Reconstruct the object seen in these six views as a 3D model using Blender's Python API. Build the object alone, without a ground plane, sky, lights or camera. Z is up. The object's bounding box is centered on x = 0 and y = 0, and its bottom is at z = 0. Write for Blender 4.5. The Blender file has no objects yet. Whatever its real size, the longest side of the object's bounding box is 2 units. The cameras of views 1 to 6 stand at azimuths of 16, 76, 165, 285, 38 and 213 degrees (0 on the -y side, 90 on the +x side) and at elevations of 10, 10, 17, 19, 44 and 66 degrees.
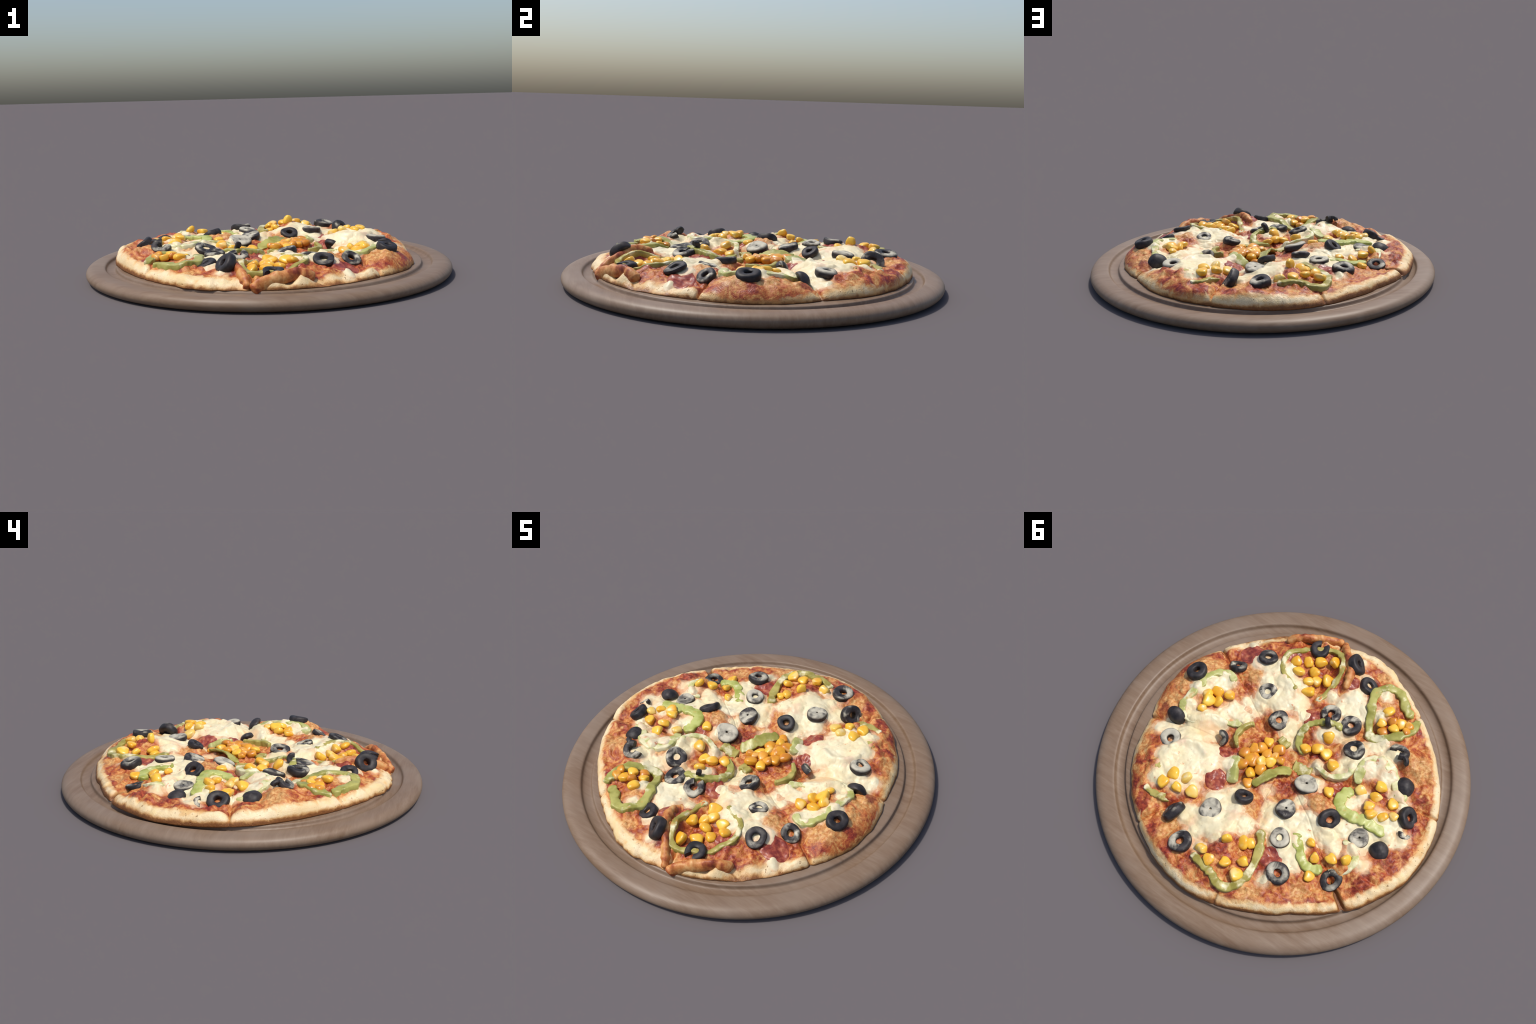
"""Sliced vegetable pizza on a turned round wooden board."""
import bpy, bmesh, math, random
import numpy as np
from mathutils import Vector, Matrix

random.seed(7)
RNG = np.random.default_rng(7)
TAU = 2 * math.pi

# ------------------------------------------------------------------ noise
_perm = np.random.default_rng(11).permutation(1024)
_vals = np.random.default_rng(12).uniform(-1, 1, 1024)


def vnoise(x, y, z=0.0, seed=0):
    """Smooth value noise in [-1, 1] on arrays."""
    x, y, z = np.broadcast_arrays(np.asarray(x, float) + seed * 17.3, np.asarray(y, float) - seed * 9.1,
                                  np.asarray(z, float) + seed * 3.7)
    xi, yi, zi = np.floor(x).astype(int), np.floor(y).astype(int), np.floor(z).astype(int)
    xf, yf, zf = x - xi, y - yi, z - zi
    s = lambda t: t * t * t * (t * (t * 6 - 15) + 10)
    u, v, w = s(xf), s(yf), s(zf)

    def h(i, j, k):
        return _vals[_perm[(_perm[(_perm[i & 1023] + j) & 1023] + k) & 1023]]
    lerp = lambda a, b, t: a + (b - a) * t
    c = [[lerp(h(xi, yi + j, zi + k), h(xi + 1, yi + j, zi + k), u) for j in (0, 1)] for k in (0, 1)]
    return lerp(lerp(c[0][0], c[0][1], v), lerp(c[1][0], c[1][1], v), w)


def fbm(x, y, z=0.0, octaves=3, seed=0):
    o, a, f, t = 0.0, 1.0, 1.0, 0.0
    for i in range(octaves):
        o = o + a * vnoise(np.asarray(x) * f, np.asarray(y) * f, np.asarray(z) * f, seed + i)
        t += a
        a *= .5
        f *= 2.03
    return o / t


def smooth(a, b, x):
    t = np.clip((np.asarray(x, float) - a) / (b - a), 0, 1)
    return t * t * (3 - 2 * t)


# ------------------------------------------------------------------ the toppings' places (metres)
PLATE_Z = 0.0685
# olive: x, y, z of the top face, tilt and its azimuth (degrees), radius, kind, cheese film (0 none, 1 some, 2 covered)
OLIVES = [
    (.204, -.690, .150, 6, -90, .056, 'open', 0), (.682, -.178, .200, 14, -20, .057, 'deep', 0),
    (.524, -.350, .151, 34, -60, .050, 'ring', 1), (.408, -.477, .157, 22, -75, .056, 'thin', 1),
    (.294, -.293, .155, 16, 100, .049, 'ring', 1), (.144, -.183, .157, 16, 190, .056, 'ring', 1),
    (.632, .113, .146, 66, 85, .054, 'cap', 0), (.562, .231, .172, 10, 60, .058, 'ring', 2),
    (.356, .080, .146, 55, 60, .046, 'half', 2), (.055, .283, .180, 30, -70, .049, 'ring', 0),
    (.327, .545, .170, 58, -15, .060, 'deep', 1), (.152, .445, .180, 8, 90, .058, 'plug', 2),
    (.182, .669, .186, 10, 10, .059, 'ring', 1), (-.224, .377, .174, 6, 0, .053, 'ring', 2),
    (-.164, .224, .169, 14, -100, .055, 'plug', 1), (-.175, .049, .167, 18, -60, .063, 'plug', 2),
    (-.389, .163, .181, 36, 150, .057, 'ring', 0), (-.557, .153, .155, 6, 180, .052, 'plug', 2),
    (-.682, .157, .152, 20, 130, .052, 'cap', 0), (-.318, .538, .172, 12, 120, .059, 'ring', 1),
    (-.549, .414, .135, 14, 60, .056, 'thin', 1), (-.720, -.079, .162, 38, 190, .056, 'deep', 0),
    (-.617, -.226, .160, 18, 200, .052, 'cap', 0), (-.490, -.366, .196, 30, -80, .053, 'broken', 1),
    (-.526, -.312, .192, 70, 60, .036, 'half', 0), (-.276, -.254, .168, 20, -30, .060, 'ring', 1),
    (-.192, -.366, .167, 6, -90, .058, 'ring', 1), (-.062, -.372, .160, 14, -60, .058, 'open', 1),
    (-.094, -.321, .178, 72, -150, .040, 'half', 0), (-.042, -.707, .184, 52, 218, .060, 'deep', 0),
    (-.154, -.631, .165, 26, 215, .052, 'deep', 0), (-.740, .004, .150, 30, 180, .036, 'half', 1)]
# corn kernels: x, y, z of the visible face; hue is given afterwards by where they lie
CORN = [
    (.265, -.533, .172), (.212, -.578, .149), (.158, -.621, .141), (.089, -.662, .138), (.222, -.492, .165),
    (.151, -.542, .147), (.146, -.473, .154), (.113, -.503, .143), (.061, -.537, .139), (.112, -.421, .145),
    (.453, -.162, .161), (.52, -.144, .161), (.552, -.097, .177), (.485, -.095, .161), (.526, -.068, .173),
    (.529, -.012, .171), (-.321, -.541, .173), (-.452, -.525, .168), (-.412, -.517, .164), (-.392, -.468, .172),
    (-.350, -.430, .152), (-.429, -.073, .152), (-.507, -.147, .164), (-.605, -.095, .158), (-.511, -.010, .184),
    (-.642, -.038, .167), (-.599, -.002, .172), (-.366, .307, .155), (-.424, .366, .157), (-.498, .329, .168),
    (-.564, .297, .178), (-.015, .538, .216), (.069, .635, .172), (.004, .669, .190), (-.070, .636, .185),
    (-.084, .500, .169), (-.117, .478, .158), (-.140, .582, .169), (-.147, .655, .167), (.442, .454, .186),
    (.423, .388, .186), (.355, .372, .186), (.364, .442, .188), (.292, .411, .162), (.122, -.045, .153),
    (.191, .075, .155), (.052, -.038, .148), (.015, .009, .148), (.054, .044, .145), (.133, .101, .162),
    (.166, .140, .164), (-.058, -.122, .150), (-.232, -.113, .168), (-.166, -.157, .140), (-.297, .030, .168)]
CORN_LOOSE = [  # lie on the surface
    (.131, .003), (.092, .067), (.107, .152), (.088, .205), (-.320, -.466), (-.130, -.238), (-.115, -.156),
    (-.515, -.078), (-.540, .020), (-.450, .459), (-.460, -.490), (.131, .067), (.05, .005), (.09, .02),
    (.16, .03), (.075, .11), (.15, .09), (-.37, -.50)]
# further places the baked surface passes through: bubbles, folds, dips
RELIEF = [
    (.337, -.700, .150), (.232, -.750, .137), (.100, -.770, .128), (-.020, -.640, .186), (-.030, -.545, .165),
    (.000, .590, .190), (.544, .548, .145), (-.630, -.360, .165), (.650, -.260, .165), (.730, -.130, .150),
    (.360, -.340, .168), (.000, .330, .165), (.620, .470, .135), (.700, .220, .130), (.000, .100, .130),
    (-.284, .120, .191), (.017, -.685, .170), (-.243, -.671, .152), (-.132, .730, .127), (-.367, .044, .150),
    (-.006, -.147, .105), (.619, .032, .142),
    (.668, .222, .138), (-.825, -.101, .148), (.049, .750, .150), (.274, .709, .160), (-.600, -.400, .172),
    (-.572, -.467, .137), (.540, -.480, .112), (-.700, .270, .135), (-.780, .080, .140), (-.420, .650, .132),
    (.690, -.300, .150), (-.760, -.230, .150), (-.270, -.720, .122), (.460, -.600, .108), (.45, .62, .150),
    (.500, .190, .160), (.600, .310, .156), (.470, .310, .170), (.080, -.235, .142), (-.570, -.335, .186),
    (-.360, -.150, .162), (-.620, .270, .152), (.510, .600, .148), (-.080, .285, .130), (-.250, -.420, .126),
    (.100, .360, .138), (.110, .215, .104), (-.020, -.050, .106), (-.060, .070, .112), (-.120, -.090, .112),
    (.315, .215, .166), (.144, -.379, .147), (.186, -.686, .134), (-.600, -.484, .148), (-.732, .166, .138),
    (.000, .780, .142), (.467, .680, .142), (.617, -.440, .122), (-.463, -.221, .166), (-.624, -.372, .192),
    (.242, -.279, .145), (-.083, -.185, .143), (.450, -.314, .164), (.359, -.590, .146), (.524, -.502, .126),
    (.697, .080, .132), (.582, .455, .158), (-.055, .407, .168), (-.308, -.521, .162), (-.279, .266, .134),
    (-.530, .339, .130), (-.032, .002, .100), (-.312, -.410, .110), (-.546, .542, .102), (-.248, .190, .156),
    (-.155, .071, .120), (.775, .027, .118), (.785, -.105, .122), (.185, -.500, .121)]
# how much each olive stands above the dough
STANDS = {'cap': .040, 'half': .032, 'deep': .036, 'thin': .016, 'broken': .03}

# outline of the pizza: azimuth, radius
OUTLINE = [
    (-168, .860), (-160, .842), (-147, .815), (-136, .802), (-127, .802), (-118, .812), (-109, .826), (-101, .848),
    (-95, .845), (-89, .838), (-82, .826), (-75, .828), (-67, .822), (-54, .812), (-47, .796), (-38, .797),
    (-31, .795), (-25, .803), (-15, .815), (-4, .805), (5, .785), (11, .770), (20, .782), (29, .800), (36, .806),
    (48, .811), (57, .815), (71, .834), (80, .842), (89, .842), (99, .832), (110, .814), (123, .806), (133, .818),
    (140, .838), (145, .850), (156, .869), (165, .885), (172, .886), (180, .875), (186, .866)]
# height of the crust 4-5 cm inside the outline
CRUST_TOP = [
    (-180, .134), (-172, .134), (-168, .116), (-160, .136), (-150, .158), (-140, .146), (-131, .134), (-126, .118),
    (-118, .130), (-110, .130), (-98, .120), (-85, .110), (-81, .094), (-70, .098), (-55, .097), (-40, .104),
    (-31, .102), (-24, .136), (-15, .147), (0, .137), (8, .122), (11, .100), (18, .130), (28, .137), (38, .144),
    (50, .137), (57, .124), (66, .154), (80, .145), (92, .130), (98, .113), (108, .124), (125, .122), (138, .117),
    (143, .108), (150, .117), (165, .127)]
# width of the bare pale crust along the edge
BARE = [
    (-180, .050), (-160, .046), (-140, .036), (-120, .038), (-105, .060), (-90, .066), (-75, .050), (-60, .046),
    (-45, .060), (-33, .035), (-24, .008), (-15, -.012), (0, .000), (10, .022), (20, .030), (32, .020), (42, -.004),
    (52, .014), (62, .030), (75, .034), (90, .044), (105, .044), (120, .040), (140, .046), (160, .054), (180, .050)]
# how far the tray has browned the foot of the crust
SCORCH = [(-180, .014), (-160, .013), (-140, .012), (-125, .010), (-110, .003), (-90, .0), (-60, .0), (-30, .002),
          (0, .0), (20, .002), (40, .004), (60, .007), (80, .014), (100, .016), (125, .016), (150, .016)]
CUTS = [-168.6, -126.0, -81.0, -31.0, 11.4, 57.0, 98.4, 143.3]
CUT_OPEN = [.5, .4, .8, .9, .8, .6, .35, 1.1]      # how far each has opened at the rim


def around(table, deg):
    a = np.array([t[0] for t in table], float)
    v = np.array([t[1] for t in table], float)
    a = np.concatenate([a - 360, a, a + 360])
    v = np.concatenate([v, v, v])
    o = np.argsort(a, kind='stable')
    deg = (np.asarray(deg, float) + 180) % 360 - 180
    x, y = a[o], v[o]
    # light smoothing over 5 degrees
    return (np.interp(deg - 3, x, y) + 2 * np.interp(deg, x, y) + np.interp(deg + 3, x, y)) / 4


def outline(deg):
    return around(OUTLINE, deg)


class Plate:
    """Thin-plate surface through a handful of places."""

    def __init__(self, pts, lam=3e-4):
        A = np.asarray(pts, float)
        n = len(A)
        d = np.hypot(A[:, None, 0] - A[None, :, 0], A[:, None, 1] - A[None, :, 1])
        K = np.where(d > 0, d * d * np.log(np.maximum(d, 1e-9)), 0) + lam * np.eye(n)
        P = np.c_[np.ones(n), A[:, :2]]
        M = np.block([[K, P], [P.T, np.zeros((3, 3))]])
        self.w = np.linalg.solve(M, np.r_[A[:, 2], 0, 0, 0])
        self.A = A

    def __call__(self, x, y):
        x = np.asarray(x, float)
        y = np.asarray(y, float)
        o = self.w[-3] + self.w[-2] * x + self.w[-1] * y
        for (ax, ay, _), c in zip(self.A, self.w[:-3]):
            d2 = (x - ax) ** 2 + (y - ay) ** 2
            o = o + c * .5 * d2 * np.log(np.maximum(d2, 1e-12))
        return o


_places = [(x, y, z - STANDS.get(k, .028)) for x, y, z, t, a, r, k, f in OLIVES]
_places += [(x, y, z - .022) for x, y, z in CORN] + list(RELIEF)
for _d in range(-180, 180, 6):
    _r = float(outline(_d)) - .045
    _places.append((_r * math.cos(math.radians(_d)), _r * math.sin(math.radians(_d)), float(around(CRUST_TOP, _d))))
BASE = Plate(_places)

# ------------------------------------------------------------------ where the melted cheese lies: x, y, radius
CHEESE = [
    (.577, -.176, .049), (.520, -.224, .055), (.332, -.104, .055), (.396, -.109, .049), (.619, -.107, .043),
    (.602, -.007, .037), (.537, .054, .049), (.430, .037, .055), (.431, -.052, .030), (.357, -.195, .027),
    (.482, .004, .037), (.432, -.431, .051), (.347, -.439, .059), (.269, -.390, .049), (.540, -.521, .027),
    (.282, -.274, .061), (.204, -.292, .073), (.124, -.329, .063), (.213, -.397, .051), (.292, -.199, .046),
    (.074, -.183, .055), (.056, -.293, .043), (.033, -.121, .039), (.259, -.479, .037), (.166, -.439, .037),
    (.330, -.346, .037), (-.135, -.496, .067), (-.115, -.437, .061), (-.118, -.647, .030), (-.191, -.455, .051),
    (-.147, -.315, .055), (-.104, -.246, .043), (-.202, -.296, .037), (-.043, -.742, .024), (-.118, -.549, .037),
    (-.013, -.461, .027), (-.310, -.259, .049), (-.346, -.317, .043), (-.383, -.372, .043), (-.465, -.336, .051),
    (-.304, -.174, .055), (-.404, -.195, .051), (-.435, -.260, .043), (-.521, -.208, .046), (-.606, -.160, .046),
    (-.658, -.118, .034), (-.269, -.232, .037), (-.276, -.106, .037), (-.377, -.336, .037), (-.651, .014, .059),
    (-.605, .051, .061), (-.518, .087, .055), (-.730, .043, .046), (-.593, .119, .059), (-.466, .157, .051),
    (-.421, .238, .051), (-.574, .223, .046), (-.640, .265, .039), (-.482, .272, .034), (-.578, .007, .046),
    (-.430, .011, .046), (-.441, -.065, .037), (-.681, .063, .049), (-.233, .290, .079), (-.142, .320, .067),
    (-.280, .234, .061), (-.280, .404, .067), (-.321, .360, .046), (-.338, .451, .051), (-.270, .440, .034),
    (-.273, .600, .032), (-.332, .228, .046), (-.103, .262, .049), (-.228, .367, .061), (-.314, .307, .049),
    (.156, .382, .073), (.118, .312, .055), (.099, .236, .037), (.142, .482, .073), (.052, .446, .071),
    (-.039, .417, .051), (.234, .517, .059), (.157, .581, .051), (.090, .636, .030), (.068, .525, .055),
    (.061, .373, .049), (.462, .260, .091), (.395, .210, .073), (.453, .352, .073), (.358, .321, .073),
    (.308, .249, .051), (.338, .166, .055), (.492, .442, .046), (.385, .422, .049), (.523, .158, .067),
    (.478, .095, .073), (.415, .058, .055), (.618, .157, .059), (.405, -.013, .039), (.666, .195, .034),
    (.300, .384, .030), (.526, .315, .049), (.218, .169, .046), (-.159, -.068, .034), (-.200, .150, .030),
    (-.023, .183, .030), (-.217, .025, .037), (-.259, -.627, .037),
    (-.291, -.503, .037)]
CHEESE = [(x, y, r + .005) for x, y, r in CHEESE]
CHEESE_K = .035
# tan bubbles of browned cheese, pools of red sauce
TAN = [(.40, -.36, .07), (.66, -.24, .07), (.62, -.28, .05), (.02, .35, .075), (-.285, .115, .05), (-.63, -.34, .07),
       (.71, -.09, .05), (.70, .03, .06), (.72, .22, .05), (.68, .33, .05), (.28, .60, .05), (-.25, .70, .06),
       (-.45, .55, .05), (-.20, -.74, .045), (-.30, -.58, .04), (.42, -.10, .05), (-.24, -.42, .035),
       (.30, .68, .04), (.10, .30, .04)]
RED = [(.0, .59, .07), (-.24, .47, .06), (-.22, .555, .05), (-.05, -.57, .06), (-.33, -.02, .05), (.28, .12, .06),
       (-.09, .13, .05), (.55, .32, .045), (.02, -.30, .06), (.30, -.56, .05), (-.37, -.29, .04), (-.74, .20, .06),
       (-.68, .33, .06), (-.76, -.02, .05), (-.40, -.47, .06), (.50, -.48, .07), (.25, -.73, .05), (-.55, -.12, .04),
       (.10, -.68, .05), (.24, .28, .05), (-.72, -.20, .05), (-.30, .75, .05), (.08, .74, .05), (.35, .70, .05),
       (.47, .60, .05), (.60, .40, .035), (-.13, -.13, .04),
       (.74, -.17, .04), (.66, -.36, .05), (.72, .10, .03), (.40, -.66, .05), (-.16, -.77, .035), (-.33, -.68, .04),
       (-.52, -.55, .04), (-.66, -.45, .04), (-.79, .12, .04), (-.55, .56, .05), (-.42, .66, .04), (-.18, .76, .04),
       (.22, .76, .035), (.56, .54, .04), (-.78, -.13, .04)]


def smin(a, b, k):
    h = np.maximum(k - np.abs(a - b), 0) / k
    return np.minimum(a, b) - h ** 3 * k / 6


def cheese_sd(x, y):
    sd = np.full(np.shape(x), 1.0)
    for cx, cy, r in CHEESE:
        sd = smin(sd, np.hypot(x - cx, y - cy) - r, CHEESE_K)
    return sd + fbm(np.asarray(x) * 14, np.asarray(y) * 14, octaves=4, seed=5) * .034


def dough(x, y, lumps=True):
    """Height of the baked surface (without cheese)."""
    x = np.asarray(x, float)
    y = np.asarray(y, float)
    z = BASE(x, y)
    if lumps:
        cover = smooth(-.03, .03, cheese_sd(x, y))
        bill = np.abs(fbm(x * 12, y * 12, octaves=3, seed=2)) * 2 - .45
        z = z + .005 * fbm(x * 8.5, y * 8.5, octaves=2, seed=17)
        rim = 1 - .55 * smooth(.085, .05, outline(np.degrees(np.arctan2(y, x))) - np.hypot(x, y))
        z = z + rim * ((.0060 + .0105 * cover) * bill +
                       (.0014 + .0036 * cover) * fbm(x * 38, y * 38, octaves=2, seed=9))
    return z


def embed(x, y, cheese=False):
    """How far dough and cheese climb around the toppings that sank into them."""
    x = np.asarray(x, float)
    y = np.asarray(y, float)
    e = np.zeros(x.shape)
    for cx, cy in [c[:2] for c in CORN] + CORN_LOOSE:
        e = np.maximum(e, (.017 if cheese else .009) * np.exp(-((x - cx) ** 2 + (y - cy) ** 2) / .034 ** 2))
    for cx, cy, z, tilt, az, r, kind, film in OLIVES:
        if tilt < 45:
            e = np.maximum(e, (.004 if kind == 'thin' else .011 if cheese and film else .009) * smooth(r + .022, r - .006, np.hypot(x - cx, y - cy)))
    for kind, path, w, h, lift, lean, look in PEPPERS:
        P = spline(path, len(path) * 5)
        lo, hi = P.min(0) - .06, P.max(0) + .06
        m = (x > lo[0]) & (x < hi[0]) & (y > lo[1]) & (y < hi[1])
        if not m.any():
            continue
        d2 = np.full(int(m.sum()), 1.0)
        for px, py in P:
            d2 = np.minimum(d2, (x[m] - px) ** 2 + (y[m] - py) ** 2)
        amp = (.021 if look == 'veiled' else .012) if cheese else .009
        v = e[m]
        e[m] = np.maximum(v, amp * np.exp(-d2 / (w * .5 + .009) ** 2))
    return e


# ------------------------------------------------------------------ materials
def new_mat(name):
    m = bpy.data.materials.new(name)
    m.use_nodes = True
    nt = m.node_tree
    nt.nodes.clear()
    return m, nt


class G:
    """Small helper to write node trees as expressions."""

    def __init__(self, nt):
        self.nt = nt

    def node(self, t, **kw):
        n = self.nt.nodes.new(t)
        for k, v in kw.items():
            setattr(n, k, v)
        return n

    def put(self, sock, v):
        if isinstance(v, bpy.types.NodeSocket):
            self.nt.links.new(v, sock)
        elif v is not None:
            if isinstance(v, tuple) and len(v) == 3 and sock.type == 'RGBA':
                v = (*v, 1)
            sock.default_value = v

    def math(self, op, a, b=None, c=None, clamp=False):
        n = self.node('ShaderNodeMath', operation=op, use_clamp=clamp)
        for i, v in enumerate((a, b, c)):
            if v is not None:
                self.put(n.inputs[i], v)
        return n.outputs[0]

    def vmath(self, op, a, b=None):
        n = self.node('ShaderNodeVectorMath', operation=op)
        self.put(n.inputs[0], a)
        if b is not None:
            self.put(n.inputs[1], b)
        return n.outputs['Value'] if op in ('DISTANCE', 'LENGTH') else n.outputs[0]

    def noise(self, vec, scale, detail=3, rough=.5, dist=0.0, out='Fac'):
        n = self.node('ShaderNodeTexNoise')
        self.put(n.inputs['Vector'], vec)
        n.inputs['Scale'].default_value = scale
        n.inputs['Detail'].default_value = detail
        n.inputs['Roughness'].default_value = rough
        n.inputs['Distortion'].default_value = dist
        return n.outputs[out]

    def map(self, v, a, b, c=0.0, d=1.0, smoothstep=True):
        n = self.node('ShaderNodeMapRange', interpolation_type='SMOOTHSTEP' if smoothstep else 'LINEAR')
        for i, s in enumerate((v, a, b, c, d)):
            self.put(n.inputs[i], s)
        return n.outputs[0]

    def mix(self, f, a, b, blend='MIX'):
        n = self.node('ShaderNodeMix', data_type='RGBA', blend_type=blend)
        self.put(n.inputs[0], f)
        self.put(n.inputs[6], a)
        self.put(n.inputs[7], b)
        return n.outputs[2]

    def ramp(self, f, stops):
        n = self.node('ShaderNodeValToRGB')
        self.put(n.inputs[0], f)
        e = n.color_ramp.elements
        while len(e) < len(stops):
            e.new(.5)
        for i, (p, c) in enumerate(stops):
            e[i].position = p
            e[i].color = (*c, 1)
        return n.outputs[0]

    def coords(self):
        return self.node('ShaderNodeTexCoord').outputs['Object']

    def bump(self, h, strength=.3, dist=.004):
        n = self.node('ShaderNodeBump')
        n.inputs['Strength'].default_value = strength
        n.inputs['Distance'].default_value = dist
        self.put(n.inputs['Height'], h)
        return n.outputs[0]

    def out(self, color, rough=.5, normal=None, coat=0.0, spec=.5, sss=0.0):
        b = self.node('ShaderNodeBsdfPrincipled')
        self.put(b.inputs['Base Color'], color)
        self.put(b.inputs['Roughness'], rough)
        b.inputs['Specular IOR Level'].default_value = spec
        b.inputs['Coat Weight'].default_value = coat
        b.inputs['Coat Roughness'].default_value = .25
        if sss:
            b.inputs['Subsurface Weight'].default_value = sss
            b.inputs['Subsurface Radius'].default_value = (.02, .012, .006)
            b.inputs['Subsurface Scale'].default_value = .6
        if normal is not None:
            self.put(b.inputs['Normal'], normal)
        o = self.node('ShaderNodeOutputMaterial')
        self.nt.links.new(b.outputs[0], o.inputs[0])


def blob_group(name, blobs, k):
    """Node group: signed distance to a smooth union of discs, in plan."""
    nt = bpy.data.node_groups.new(name, 'ShaderNodeTree')
    nt.interface.new_socket('Position', in_out='INPUT', socket_type='NodeSocketVector')
    nt.interface.new_socket('Distance', in_out='OUTPUT', socket_type='NodeSocketFloat')
    g = G(nt)
    i = g.node('NodeGroupInput')
    o = g.node('NodeGroupOutput')
    flat = g.vmath('MULTIPLY', i.outputs[0], (1, 1, 0))
    sd = None
    for x, y, r in blobs:
        d = g.math('SUBTRACT', g.vmath('DISTANCE', flat, (x, y, 0)), r)
        sd = d if sd is None else g.math('SMOOTH_MIN', sd, d, k)
    nt.links.new(sd, o.inputs[0])
    return nt


GROUPS = {}


def blobs(g, name, table, k, pos):
    if name not in GROUPS:
        GROUPS[name] = blob_group(name, table, k)
    n = g.node('ShaderNodeGroup')
    n.node_tree = GROUPS[name]
    g.put(n.inputs[0], pos)
    return n.outputs[0]


def azimuth_curve(g, pos, table, scale):
    """Value of an azimuth table, as a float curve over the angle."""
    s = g.node('ShaderNodeSeparateXYZ')
    g.put(s.inputs[0], pos)
    a = g.math('ARCTAN2', s.outputs[1], s.outputs[0])
    f = g.math('MULTIPLY_ADD', a, 1 / TAU, .5)
    n = g.node('ShaderNodeFloatCurve')
    c = n.mapping.curves[0]
    ds = np.linspace(-180, 180, 49)
    vs = around(table, ds) / scale
    while len(c.points) < len(ds):
        c.points.new(.5, .5)
    for p, d, v in zip(c.points, ds, vs):
        p.location = ((d + 180) / 360, float(v))
        p.handle_type = 'AUTO'
    n.mapping.update()
    g.put(n.inputs['Value'], f)
    return g.math('MULTIPLY', n.outputs[0], scale)


CHEESE_COL = (.74, .67, .46)
DOUGH = (.70, .52, .28)


def material_crust():
    m, nt = new_mat('baked_crust')
    g = G(nt)
    p = g.coords()
    n_big = g.noise(p, 6, 4, .55)
    n_mid = g.noise(p, 17, 5, .6, .6)
    n_fine = g.noise(p, 60, 4, .6)
    # toasted sauce: pale orange -> orange -> red
    f = g.math('ADD', g.math('MULTIPLY', n_mid, .72), g.math('MULTIPLY', n_fine, .28))
    sauce = g.ramp(f, [(.36, (.17, .019, .009)), (.43, (.29, .048, .014)), (.50, (.42, .115, .026)), (.57, (.55, .24, .068)),
                       (.65, (.66, .39, .155))])
    tan = blobs(g, 'tan_bubbles', TAN, .03, p)
    tanw = g.math('ADD', tan, g.math('MULTIPLY_ADD', n_mid, .09, -.045))
    tancol = g.mix(g.map(n_fine, .35, .68), (.42, .16, .040), (.62, .36, .135))
    col = g.mix(g.map(tanw, .015, -.03), sauce, tancol)
    red = blobs(g, 'sauce_pools', RED, .03, p)
    redw = g.math('ADD', red, g.math('MULTIPLY_ADD', n_mid, .16, -.08))
    redcol = g.mix(g.map(n_fine, .35, .65), (.15, .013, .009), (.34, .050, .018))
    col = g.mix(g.math('MULTIPLY', g.map(redw, .012, -.03), .88), col, redcol)
    # thin veil of cheese around the melted patches
    sd = blobs(g, 'melted_extent', CHEESE, CHEESE_K, p)
    sdw = g.math('ADD', sd, g.math('MULTIPLY_ADD', n_mid, .07, -.035))
    veil = g.mix(n_fine, (.60, .34, .17), (.70, .50, .31))
    col = g.mix(g.math('MULTIPLY', g.map(sdw, .020, -.014), .9), col, veil)
    # bare rim
    s = g.node('ShaderNodeSeparateXYZ')
    g.put(s.inputs[0], p)
    r = g.vmath('LENGTH', g.vmath('MULTIPLY', p, (1, 1, 0)))
    depth = g.math('SUBTRACT', azimuth_curve(g, p, OUTLINE, 1.0), r)
    bare = g.math('SUBTRACT', azimuth_curve(g, p, [(a, v + .02) for a, v in BARE], .1), .02)
    edge = g.math('SUBTRACT', g.math('ADD', depth, g.math('MULTIPLY_ADD', n_mid, .07, -.035)), bare)
    pale = g.mix(g.map(n_big, .35, .7), DOUGH, (.74, .60, .38))
    gold = g.map(g.noise(p, 9, 3, .6), .56, .7)
    pale = g.mix(g.math('MULTIPLY', gold, .6), pale, (.60, .33, .10))
    pale = g.mix(g.math('MULTIPLY', g.map(g.noise(p, 13, 4, .6), .50, .68), .45), pale, (.66, .50, .21))
    pits = g.map(g.noise(p, 62, 1), .70, .76)
    pale = g.mix(g.math('MULTIPLY', pits, .75), pale, (.26, .14, .05))
    # browned where the sauce line begins
    pale = g.mix(g.math('MULTIPLY', g.map(edge, -.022, -.004), .55), pale, (.60, .31, .09))
    col = g.mix(g.map(edge, .008, -.008), col, pale)
    # scorched foot of the rim where it met the tray
    scorch = azimuth_curve(g, p, SCORCH, .05)
    foot = g.math('SUBTRACT', g.math('ADD', s.outputs[2], g.math('MULTIPLY_ADD', n_mid, .04, -.02)), scorch)
    brown = g.mix(g.map(foot, .086, .070), (.50, .25, .075), g.mix(n_fine, (.12, .04, .012), (.28, .11, .03)))
    col = g.mix(g.map(foot, .096, .076), col, brown)
    h = g.math('ADD', g.math('MULTIPLY', n_fine, .7), g.noise(p, 160, 3))
    g.out(col, g.map(n_mid, .3, .7, .38, .62), g.bump(g.math('SUBTRACT', h, g.math('MULTIPLY', pits, 1.5)), .5, .004), spec=.4)
    return m


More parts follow.
